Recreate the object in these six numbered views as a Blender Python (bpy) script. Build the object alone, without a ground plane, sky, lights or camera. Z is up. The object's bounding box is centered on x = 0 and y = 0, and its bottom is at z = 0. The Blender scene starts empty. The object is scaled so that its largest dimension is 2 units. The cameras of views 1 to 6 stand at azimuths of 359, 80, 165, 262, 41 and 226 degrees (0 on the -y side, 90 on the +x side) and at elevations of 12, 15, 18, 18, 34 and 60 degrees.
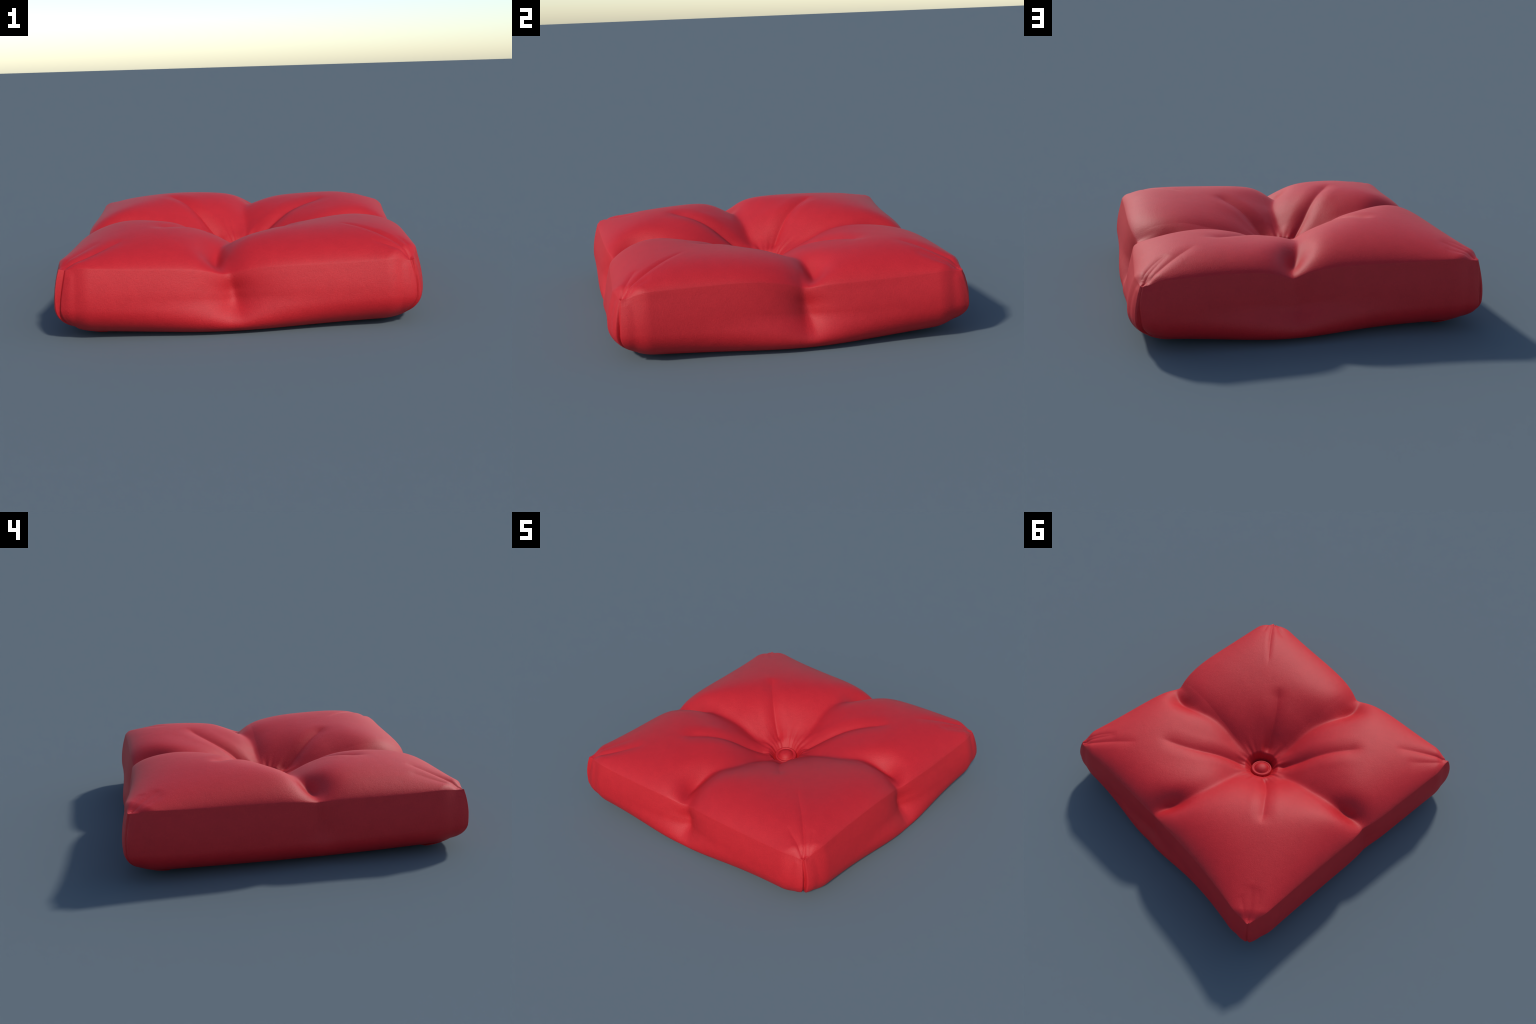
"""Red square tufted seat cushion: four puffed lobes, pinched mid edges, a deep centre
button, gathered corners and a boxed side band.  Everything is built from rules."""
import bpy, math
import numpy as np
from mathutils import Vector

# ---------------------------------------------------------------- sizes
# corner order: front-left, front-right, back-right, back-left
# edge order:   front (-y), right (+x), back (+y), left (-x)
P = dict(
    cx=np.array([-0.9667, 0.894, 0.9755, -0.9558]),
    cy=np.array([-0.9856, -0.898, 0.9763, 0.989]),
    cz=np.array([0.4056, 0.379, 0.3961, 0.4387]),
    pe=np.array([-0.05174, 0.04629, -0.1268, 0.1129]),
    pd=np.array([0.05719, 0.04348, 0.01884, 0.02791]),
    pw=np.array([0.2089, 0.1666, 0.1664, 0.1014]),
    pz=np.array([0.03224, 0.02961, 0.04761, 0.003051]),
    bul=np.array([-0.0183, -0.02138, -0.01774, -0.02241, -0.05225, -0.06834, -0.02465, -0.02317]),
    bz=np.array([-0.04605, -0.04226, 0.01085, -0.04056, -0.007127, -0.0206, -0.02975, -0.03911]),
    H=np.array([0.1897, 0.1344, 0.1395, 0.1819]),
    dn=np.array([1.55, 2.919, 2.102, 2.728]),
    dm=np.array([2.45, 2.249, 2.145, 2.118]),
    dp=np.array([0.7903]),
    vd=np.array([0.05465, 0.003944, 0.0106, 0.08041]),
    vo=np.array([0.02106, 0.003539, 0.0006677, 0.01292]),
    vwo=np.array([0.1177, 0.08177, 0.09531, 0.1118]),
    ta=np.array([0.3362, 0.2383, 0.8878, -0.4252]),
    tb=np.array([-0.2165, 0.7232, 0.5177, -0.2574]),
    vw=np.array([0.2618, 0.2407, 0.2005, 0.229]),
    dd=np.array([0.2633]),
    dw=np.array([0.2654]),
    bx=np.array([-0.028]),
    by=np.array([0.049]),
    rx=np.array([0.2046, 0.1756, 0.1987, 0.23]),
    rz=np.array([0.1595]),
    sb=np.array([0.03966]),
    crx=np.array([0.08944]),
    crb=np.array([0.009443]),
    crz=np.array([-0.01102]),
    lift=np.array([0.02778, 0.02159, 0.04749, 0.02575]),
    ph=np.array([-1.124, -1.168, -1.464, -0.08191]),
)
# c? corner of the top seam; pe/pd/pw/pz place, depth, width and sag of the mid-edge pinch;
# bul/bz outward bow and lift of each half edge; H/ta/tb lobe height and its lean; dn/dm/dp dome
# squareness; vd/vo/vw/vwo valley depth and width (inner, outer); dd/dw button dimple;
# rx/rz/crx/crz underside rounding; sb side bulge; lift raised bottom corners

# sideways wander of the four valleys from button to edge pinch
VALLEY_F = np.array((0, .2, .5, .7, .85, 1.))
VALLEY_C = [(0, -.03, -.05, -.12, -.13, -.085), (0, .02, .04, .115, .13, .08),
            (0, -.03, -.02, -.06, -.10, -.14), (0, .04, .06, .085, .11, .117)]
BX, BY = float(P['bx'][0]), float(P['by'][0])


FOLD = np.array((.048, .048, .014, .014))   # depth of the fold below each pinch


def smooth(x):
    x = np.clip(x, 0, 1)
    return x * x * (3 - 2 * x)


def unit(v):
    return v / np.linalg.norm(v, axis=-1, keepdims=True)


def valley_centre(k, f):
    x, y = VALLEY_F, np.array(VALLEY_C[k])
    d = np.diff(y) / np.diff(x)
    m = np.r_[d[0], (d[:-1] + d[1:]) / 2, d[-1]]
    i = np.clip(np.searchsorted(x, f, side='right') - 1, 0, len(x) - 2)
    h = x[i + 1] - x[i]
    u = (f - x[i]) / h
    return (y[i] * (1 + 2 * u) * (1 - u) ** 2 + m[i] * h * u * (1 - u) ** 2
            + y[i + 1] * u * u * (3 - 2 * u) + m[i + 1] * h * u * u * (u - 1))


CORNER = np.stack([P['cx'], P['cy'], P['cz']], 1)


def edge_curve(k, e):
    """Top seam along edge k, e from -1 to 1, before the pinch is pulled in."""
    ca, cb = CORNER[k], CORNER[(k + 1) % 4]
    w = ((e + 1) / 2)[..., None]
    q = ca * (1 - w) + cb * w
    d = (cb - ca)[:2]
    d = d / np.linalg.norm(d)
    n = np.array([d[1], -d[0]])
    wb = smooth((e + .35) / .7)
    bow = P['bul'][2 * k] * (1 - wb) + P['bul'][2 * k + 1] * wb
    up = P['bz'][2 * k] * (1 - wb) + P['bz'][2 * k + 1] * wb
    q[..., :2] += n * (bow * (1 - np.abs(e) ** 2.5))[..., None]
    q[..., 2] += up * (1 - e ** 4)
    return q, n


def pinch(k, e):
    d = np.abs((e - P['pe'][k]) / P['pw'][k])
    return .62 * np.exp(-d ** 1.6) + .38 * np.exp(-(np.sqrt(d * d + .01) - .1) / .35)


def fold_line(k, e, zz):
    """sharp fold below the pinch, drifting sideways as it runs down the band"""
    ef = e - P['pe'][k] - .07 * (1 - zz)
    return np.exp(-(np.sqrt(ef * ef + 4e-4) - .02) / .085)


GROOVE, GROOVE_W = .012, .013
GROOVE_AT = np.array((.022, -.008, .002, .004))   # where each corner seam sits beside its corner


def seam_patch(s, t):
    F, R = edge_curve(0, s)[0], edge_curve(1, t)[0]
    K, L = edge_curve(2, -s)[0], edge_curve(3, -t)[0]
    a, b = ((s + 1) / 2)[..., None], ((t + 1) / 2)[..., None]
    C = CORNER
    bil = C[0] * (1 - a) * (1 - b) + C[1] * a * (1 - b) + C[2] * a * b + C[3] * (1 - a) * b
    return F * (1 - b) + K * b + L * (1 - a) + R * a - bil


# fold lines on the top: path in x, y; depth at start, depth at end; width at start, at end
FOLDS = [
    # from the button out to each lobe
    ([(.03, .115), (.17, .225), (.335, .40), (.565, .535)], .036, .013, .030, .045),
    ([(-.09, .00), (-.21, -.145), (-.40, -.387), (-.52, -.535)], .038, .014, .030, .045),
    ([(.02, -.02), (.10, -.17), (.20, -.30), (.32, -.43)], .038, .012, .030, .045),
    ([(-.11, .09), (-.25, .196), (-.37, .322), (-.49, .46)], .040, .014, .030, .04),
    # from the corners in
    ([(.92, .915), (.84, .81), (.765, .72)], .016, .003, .020, .030),
    ([(.91, .94), (.76, .80), (.60, .65)], .016, .003, .020, .030),
    ([(.93, .89), (.86, .79), (.78, .72)], .008, .002, .015, .02),
    ([(-.92, -.945), (-.80, -.86), (-.62, -.685)], .020, .004, .020, .030),
    ([(-.93, -.915), (-.84, -.78), (-.76, -.67)], .010, .003, .020, .040),
    ([(.84, -.86), (.77, -.82), (.64, -.765)], .016, .003, .018, .02),
    ([(.855, -.855), (.72, -.70), (.50, -.48)], .016, .002, .018, .014),
    ([(.87, -.83), (.835, -.765), (.79, -.69)], .012, .002, .018, .02),
    ([(-.91, .93), (-.85, .86), (-.74, .76)], .013, .003, .028, .045),
    ([(-.93, .90), (-.88, .82), (-.80, .74)], .005, .002, .022, .03),
    ([(-.88, .945), (-.82, .90), (-.74, .86)], .006, .002, .022, .03),
]


def path_distance(x, y, pts):
    """signed distance to a polyline and place along it (0..1)"""
    pts = np.array(pts, float)
    # round the polyline by one corner-cutting pass
    for _ in range(2):
        q = [pts[0]]
        for a, b in zip(pts[:-1], pts[1:]):
            q += [a * .75 + b * .25, a * .25 + b * .75]
        pts = np.array(q + [pts[-1]])
    seg = np.linalg.norm(np.diff(pts, axis=0), axis=1)
    acc = np.r_[0, np.cumsum(seg)]
    best = np.full(x.shape, 9.)
    sd = np.zeros(x.shape)
    al = np.zeros(x.shape)
    for i in range(len(seg)):
        dx, dy = (pts[i + 1] - pts[i]) / seg[i]
        px, py = x - pts[i, 0], y - pts[i, 1]
        u = np.clip(px * dx + py * dy, 0, seg[i])
        ex, ey = px - u * dx, py - u * dy
        d = np.hypot(ex, ey)
        m = d < best
        best = np.where(m, d, best)
        sd = np.where(m, np.where(dx * ey - dy * ex >= 0, d, -d), sd)
        al = np.where(m, (acc[i] + u) / acc[-1], al)
    return sd, al


def folds(x, y):
    z = np.zeros(x.shape)
    for pts, d0, d1, w0, w1 in FOLDS:
        sd, a = path_distance(x, y, pts)
        fade = smooth((1 - a) / .2) * smooth(a / .06 + .5)
        u = np.abs(sd) / (w0 + (w1 - w0) * a)
        z += (d0 + (d1 - d0) * a) * fade * (-np.exp(-np.sqrt(u * u + .02) ** 1.3) + .06 * np.exp(-((u - 2.4) / .9) ** 2))
    return z


def waves(x, y, z, seed, freq, n=7):
    """cheap seeded lumpy noise from crossing sine waves"""
    r = np.random.RandomState(seed)
    o = 0
    for _ in range(n):
        d = r.normal(size=3)
        d = d / np.linalg.norm(d) * freq * r.uniform(.6, 1.5)
        o = o + np.sin(d[0] * x + d[1] * y + d[2] * z + r.uniform(0, 6.28))
    return o / n


def soften_corner(q, s, t):
    """The seam drops and pulls in where the corner is gathered."""
    k = smooth((np.abs(s) + np.abs(t) - 1.80) / .2)
    q[..., 0] -= .032 * np.sign(s) * k
    q[..., 1] -= .032 * np.sign(t) * k
    q[..., 2] -= .028 * k
    return q


def top_surface(s, t, detail=True):
    q = seam_patch(s, t)
    c0 = seam_patch(np.zeros(1), np.zeros(1))[0]
    wgt = ((1 - s * s) * (1 - t * t))[..., None]
    q[..., :2] += (np.array([BX, BY]) - c0[:2]) * wgt
    normals = ((0, -1.), (1., 0), (0, 1.), (-1., 0))
    frames = ((s, -t), (t, s), (-s, t), (-t, -s))
    for k, (e, f) in enumerate(frames):
        g = pinch(k, e)
        q[..., :2] -= np.array(normals[k]) * (P['pd'][k] * g * np.clip((f + 1) / 2, 0, 1) ** 8)[..., None]
        q[..., :2] -= np.array(normals[k]) * (.35 * FOLD[k] * (fold_line(k, e, 1.) - g) * np.clip((f + 1) / 2, 0, 1) ** 14)[..., None]
        q[..., 2] -= P['pz'][k] * g * np.clip(f, 0, 1) ** 9
    ws, wt = smooth((s + .6) / 1.2), smooth((t + .6) / 1.2)
    u, v = np.abs(s) - .5, np.abs(t) - .5
    blend = ((1 - ws) * (1 - wt), ws * (1 - wt), ws * wt, (1 - ws) * wt)
    z = 0
    for i in range(4):
        lobe = ((1 - np.abs(s) ** (2 * P['dn'][i])) * (1 - np.abs(t) ** (2 * P['dm'][i]))) ** P['dp'][0]
        z = z + blend[i] * P['H'][i] * (1 + P['ta'][i] * u + P['tb'][i] * v) * lobe
    for k, (e, f) in enumerate(frames):
        ff = np.clip(f, 0, 1)
        ax = e - valley_centre(k, ff)
        wo = smooth((ff - .45) / .45)
        vw = P['vw'][k] * (1 - wo) + P['vwo'][k] * wo
        z -= (np.exp(-np.abs(ax / vw) ** 1.7) * smooth(f / .25) * (1 - .8 * ff ** 14)
              * (P['vd'][k] * (1 - wo) + P['vo'][k] * wo))
        # sharp crease along the valley floor
        z -= .05 * np.exp(-(np.sqrt(ax * ax + 5e-4) / (.055 + .05 * ff)) ** 1.25) * smooth((f - .08) / .25) * (1 - .9 * ff ** 16)
        # tight hollow just inside the pinch
        z -= .056 * np.exp(-np.abs(ax / .075) ** 1.6) * np.exp(-((ff - .82) / .13) ** 2)
    rr = np.sqrt(s * s + t * t)
    z -= P['dd'][0] * np.exp(-(rr / P['dw'][0]) ** 1.5)
    q[..., 2] += z
    q = soften_corner(q, s, t)
    # the corner seam begins as a short groove in the top
    c = np.where(t < 0, np.where(s < 0, 0, 1), np.where(s > 0, 2, 3))
    gr = np.exp(-((np.abs(s) - np.abs(t) + np.where(c % 2 == 0, 1, -1) * GROOVE_AT[c]) / GROOVE_W) ** 2) * smooth((np.abs(s) + np.abs(t) - 1.86) / .14) ** 2
    q[..., 0] -= .7 * GROOVE * np.sign(s) * gr
    q[..., 1] -= .7 * GROOVE * np.sign(t) * gr
    q[..., 2] -= .35 * GROOVE * gr
    if detail:
        x, y = q[..., 0], q[..., 1]
        r = np.maximum(np.abs(s), np.abs(t))
        edge = 1 - smooth((r - .93) / .07)
        dz = folds(x, y) * (1 - .75 * smooth((r - .93) / .07))
        # fine gathers raying out of the button
        rho = np.hypot(x - BX, y - BY)
        dz *= smooth((rho - .09) / .08)
        th = np.arctan2(y - BY, x - BX)
        ray = np.sin(9 * th + 1.3) * .5 + np.sin(17 * th + .4) * .5 + np.sin(26 * th + 2.) * .35
        dz += .003 * ray * np.exp(-((rho - .13) / .07) ** 2)
        dz += .0025 * waves(x, y, 0 * x, 3, 9.) * edge
        # well around the button
        dz -= (.045 + .3 * np.clip((x - BX) * .6 - (y - BY) * .8, -.1, .1)) * (1 - smooth((rho - .066) / .060))
        q[..., 2] += dz
    return q


# ---------------------------------------------------------------- mesh rings
M, R_TOP, R_SIDE, R_BOT = 360, 200, 90, 26
u = np.linspace(-1, 1, M, endpoint=False)
E1 = 1.35 * u - .35 * u ** 3          # finer towards the corners
ONE = np.ones(M)
S0 = np.concatenate([E1, ONE, -E1, -ONE])
T0 = np.concatenate([-ONE, E1, ONE, -E1])
N4 = 4 * M


def side_surface(h, seam):
    S, N, K, E = [], [], np.repeat(np.arange(4), M), np.tile(E1, 4)
    for k in range(4):
        q, n = edge_curve(k, E1)
        S.append(q)
        N.append(np.repeat(n[None], M, 0))
    S, N = soften_corner(np.concatenate(S), S0, T0), np.concatenate(N)
    G = np.concatenate([pinch(k, E1) for k in range(4)])
    kn, kp = (K + 1) % 4, (K - 1) % 4
    other = np.where(E > 0, kn, kp)
    cd = 1 - np.abs(E)                                   # distance from the corner (in e)
    nb = unit(N + N[other * M])
    w = smooth(1 - cd / .1)[:, None]
    Nn = unit(N * (1 - w) + nb * w)
    cw = np.clip((np.abs(E) - .8) / .2, 0, 1) ** 2
    wE = np.clip((np.abs(E) - .5) / .5, 0, 1) ** 2 * .5
    rx = P['rx'][K] * (1 - wE) + P['rx'][other] * wE + P['crx'][0] * cw + P['crb'][0] * E ** 2
    rz = P['rz'][0] + P['crz'][0] * cw
    zb = np.where(E > 0, P['lift'][kn], P['lift'][K]) * np.clip((np.abs(E) - .1) / .9, 0, 1) ** 2
    zt = seam[:, 2]
    h = h[:, None]
    hs, ang = np.clip(h / .5, 0, 1), np.clip((h - .5) / .5, 0, 1) * np.pi / 2
    z = np.where(h < .5, zt + (zb + rz - zt) * hs, zb + rz * (1 - np.sin(ang)))
    o = np.where(h < .5, P['sb'][0] * np.sin(hs * np.pi / 2), P['sb'][0] - rx * (1 - np.cos(ang)))
    zz = (z - zb) / np.maximum(zt - zb, 1e-3)
    gd = smooth((zz - .05) / .6)
    # below the pinch the filling pushes the underside out again
    o = o - P['ph'][K] * .06 * np.exp(-((E - P['pe'][K]) / .45) ** 2) * (1 - smooth(zz / .6))
    o = o - P['pd'][K] * G * gd
    fl = np.stack([fold_line(k, E1[None], zz[:, k * M:(k + 1) * M]) for k in range(4)], 1).reshape(zz.shape)
    o = o - FOLD[K] * fl * smooth((zz - .1) / .5) * (1 - .65 * smooth((zz - .7) / .3)) + .35 * FOLD[K] * G * gd
    # gathered corner: a sunk seam between two soft ridges, wandering a little
    corner = np.where(E > 0, kn, K)
    dist = np.where(E > 0, -1., 1.) * cd + .006 * (np.sin(5 * zz + 1.7 * corner) - np.sin(5 + 1.7 * corner))
    dist = dist - GROOVE_AT[corner]
    deep = smooth((1 - h) / .2)
    o = o - GROOVE * (1 + np.where(corner == 1, 1.6, .6) * smooth(h / .5)) * np.exp(-(dist / GROOVE_W) ** 2) * deep
    o = o + .004 * (np.exp(-((dist - .05) / .026) ** 2) + np.exp(-((dist + .05) / .026) ** 2)) * deep * smooth(h / .1)
    # start exactly on the seam of the top panel
    X = seam[None, :, :2] + Nn[None] * (o - o[:1])[..., None]
    mid = smooth(h / .1) * smooth((1 - h) / .3)
    X += Nn[None] * (.0025 * waves(X[..., 0], X[..., 1], z, 5, 11.) * mid)[..., None]
    return np.concatenate([X, z[..., None]], -1)[1:]


r_top = np.r_[np.linspace(.012, .25, 60, endpoint=False), np.linspace(.25, .9, 90, endpoint=False),
              1 - .1 * (1 - np.linspace(0, 1, R_TOP - 150)) ** 1.6]
h_side = np.r_[.12 * np.linspace(0, 1, 21) ** 1.5, np.linspace(.12, 1, R_SIDE - 19)[1:]]
top = top_surface(r_top[:, None] * S0, r_top[:, None] * T0)
side = side_surface(h_side, top[-1])
# soften the seam: let the last top rings and the first side rings flow together
ring = np.concatenate([top, side])
a, b = len(top) - 16, len(top) + 14
for _ in range(6):
    ring[a:b] = ring[a:b] * .5 + (ring[a - 1:b - 1] + ring[a + 1:b + 1]) * .25
# underside: drawn in to a flat middle
last = ring[-1]
g = np.linspace(1, .02, R_BOT)[1:, None]
bot = np.concatenate([last[None, :, :2] * g[..., None], (last[None, :, 2] * g ** 3)[..., None]], -1)
rings = np.concatenate([ring, bot])
nr = len(rings)
verts = rings.reshape(-1, 3)
verts = np.concatenate([verts, [[BX, BY, rings[0, :, 2].mean()], [0, 0, 0]]])
verts[:, 2] -= verts[:, 2].min()

# ---------------------------------------------------------------- faces by part
i, j = np.meshgrid(np.arange(nr - 1), np.arange(N4), indexing='ij')
jn = (j + 1) % N4
quads = np.stack([i * N4 + j, (i + 1) * N4 + j, (i + 1) * N4 + jn, i * N4 + jn], -1)
n_top, n_side = len(top), len(top) + len(side)


def mesh_from(name, v, faces):
    me = bpy.data.meshes.new(name)
    me.from_pydata(v.tolist(), [], faces)
    me.update()
    me.polygons.foreach_set("use_smooth", [True] * len(me.polygons))
    return me


def vertex_normals(v, q):
    n = np.zeros_like(v)
    fn = np.cross(v[q[:, 2]] - v[q[:, 0]], v[q[:, 3]] - v[q[:, 1]])
    for c in range(4):
        for ax in range(3):
            n[:, ax] += np.bincount(q[:, c], fn[:, ax], len(v))
    return n / np.maximum(np.linalg.norm(n, axis=1, keepdims=True), 1e-12)


VN = vertex_normals(verts, quads.reshape(-1, 4))
VN[-2], VN[-1] = (0, 0, 1), (0, 0, -1)


def part(name, q, fan=None):
    faces = q.reshape(-1, 4)
    tri = np.zeros((0, 3), int) if fan is None else fan
    used = np.unique(np.r_[faces.ravel(), tri.ravel()])
    remap = np.full(len(verts), -1)
    remap[used] = np.arange(len(used))
    fl = remap[faces].tolist() + remap[tri].tolist()
    me = mesh_from(name, verts[used], fl)
    me.normals_split_custom_set_from_vertices(VN[used].tolist())
    ob = bpy.data.objects.new(name, me)
    bpy.context.collection.objects.link(ob)
    return ob


J = np.arange(N4)
fan_top = np.stack([np.full(N4, len(verts) - 2), J, (J + 1) % N4], -1)
fan_bot = np.stack([np.full(N4, len(verts) - 1), (nr - 1) * N4 + (J + 1) % N4, (nr - 1) * N4 + J], -1)
parts = [part("top_panel", quads[:n_top - 1], fan_top),
         part("bottom_panel", quads[n_side - 1:], fan_bot)]
for k in range(4):
    parts.append(part("side_panel", quads[n_top - 1:n_side - 1, k * M:(k + 1) * M]))

# ---------------------------------------------------------------- button
prof = [(0, .030), (.012, .0293), (.024, .0265), (.036, .0205), (.045, .0125), (.051, .0055), (.055, .002), (.0585, .003),
        (.063, .0065), (.068, .0065), (.0725, .003), (.0755, -.004), (.077, -.012), (.082, -.022), (.090, -.034)]
PB = np.array(prof)
tt = np.linspace(0, len(PB) - 1, 70)
PB = np.stack([np.interp(tt, np.arange(len(PB)), PB[:, c]) for c in (0, 1)], 1)
for _ in range(3):
    PB[1:-1] = PB[1:-1] * .5 + (PB[:-2] + PB[2:]) * .25
ns = 96
an = np.arange(ns) * 2 * np.pi / ns
bv = np.stack([PB[1:, 0, None] * np.cos(an), PB[1:, 0, None] * np.sin(an), np.repeat(PB[1:, 1, None], ns, 1)], -1).reshape(-1, 3)
bv = np.concatenate([bv, [[0, 0, PB[0, 1]]]])
bf = []
for a_ in range(len(PB) - 2):
    for c in range(ns):
        d = (c + 1) % ns
        bf.append((a_ * ns + c, (a_ + 1) * ns + c, (a_ + 1) * ns + d, a_ * ns + d))
bf += [(len(bv) - 1, c, (c + 1) % ns) for c in range(ns)]
BUTTON_Z = .240
button = bpy.data.objects.new("button", mesh_from("button", bv, bf))
bpy.context.collection.objects.link(button)
button.location = (BX, BY, BUTTON_Z)
# the button leans towards the front right corner
button.rotation_mode = 'QUATERNION'
button.rotation_quaternion = Vector((0, 0, 1)).rotation_difference(Vector((.14, -.20, 1)).normalized())
parts.append(button)


# ---------------------------------------------------------------- cloth
def cloth():
    m = bpy.data.materials.new("red_cotton")
    m.use_nodes = True
    nt = m.node_tree
    N, L = nt.nodes, nt.links
    bs = N["Principled BSDF"]
    bs.inputs["Roughness"].default_value = .58
    bs.inputs["Specular IOR Level"].default_value = .35
    tc = N.new("ShaderNodeTexCoord")

    def noise(scale, stretch, detail=3., rough=.6):
        mp = N.new("ShaderNodeMapping")
        mp.inputs["Scale"].default_value = stretch
        L.new(tc.outputs["Object"], mp.inputs["Vector"])
        no = N.new("ShaderNodeTexNoise")
        no.inputs["Scale"].default_value = scale
        no.inputs["Detail"].default_value = detail
        no.inputs["Roughness"].default_value = rough
        L.new(mp.outputs["Vector"], no.inputs["Vector"])
        return no.outputs["Fac"]

    def add(a_, b_, op='ADD', k=None):
        n = N.new("ShaderNodeMath")
        n.operation = op
        L.new(a_, n.inputs[0])
        if b_ is not None:
            L.new(b_, n.inputs[1])
        else:
            n.inputs[1].default_value = k
        return n.outputs[0]

    warp = noise(70, (1, 3.5, 3.5))       # threads along x
    weft = noise(70, (3.5, 1, 3.5))       # threads along y
    vert = noise(70, (3.5, 3.5, 1))       # threads down the sides
    slub = noise(14, (1, 1, 1), 5., .65)
    thread = add(add(warp, weft), vert)
    # colour: one red, a touch uneven
    ramp = N.new("ShaderNodeValToRGB")
    ramp.color_ramp.elements[0].position = .42
    ramp.color_ramp.elements[1].position = .58
    ramp.color_ramp.elements[0].color = (.44, .0085, .014, 1)
    ramp.color_ramp.elements[1].color = (.50, .011, .017, 1)
    avg = add(add(thread, None, 'MULTIPLY', .25), add(slub, None, 'MULTIPLY', .25))
    L.new(avg, ramp.inputs["Fac"])
    L.new(ramp.outputs["Color"], bs.inputs["Base Color"])
    bump = N.new("ShaderNodeBump")
    bump.inputs["Strength"].default_value = .15
    bump.inputs["Distance"].default_value = .006
    L.new(add(thread, add(slub, None, 'MULTIPLY', 2.2)), bump.inputs["Height"])
    L.new(bump.outputs["Normal"], bs.inputs["Normal"])
    return m


mat = cloth()
root = bpy.data.objects.new("cushion", None)
bpy.context.collection.objects.link(root)
root["label"] = "square red tufted seat cushion with a sunken centre button"
root["category"] = "seat cushion"
for ob in parts:
    ob.parent = root
    ob.data.materials.append(mat)
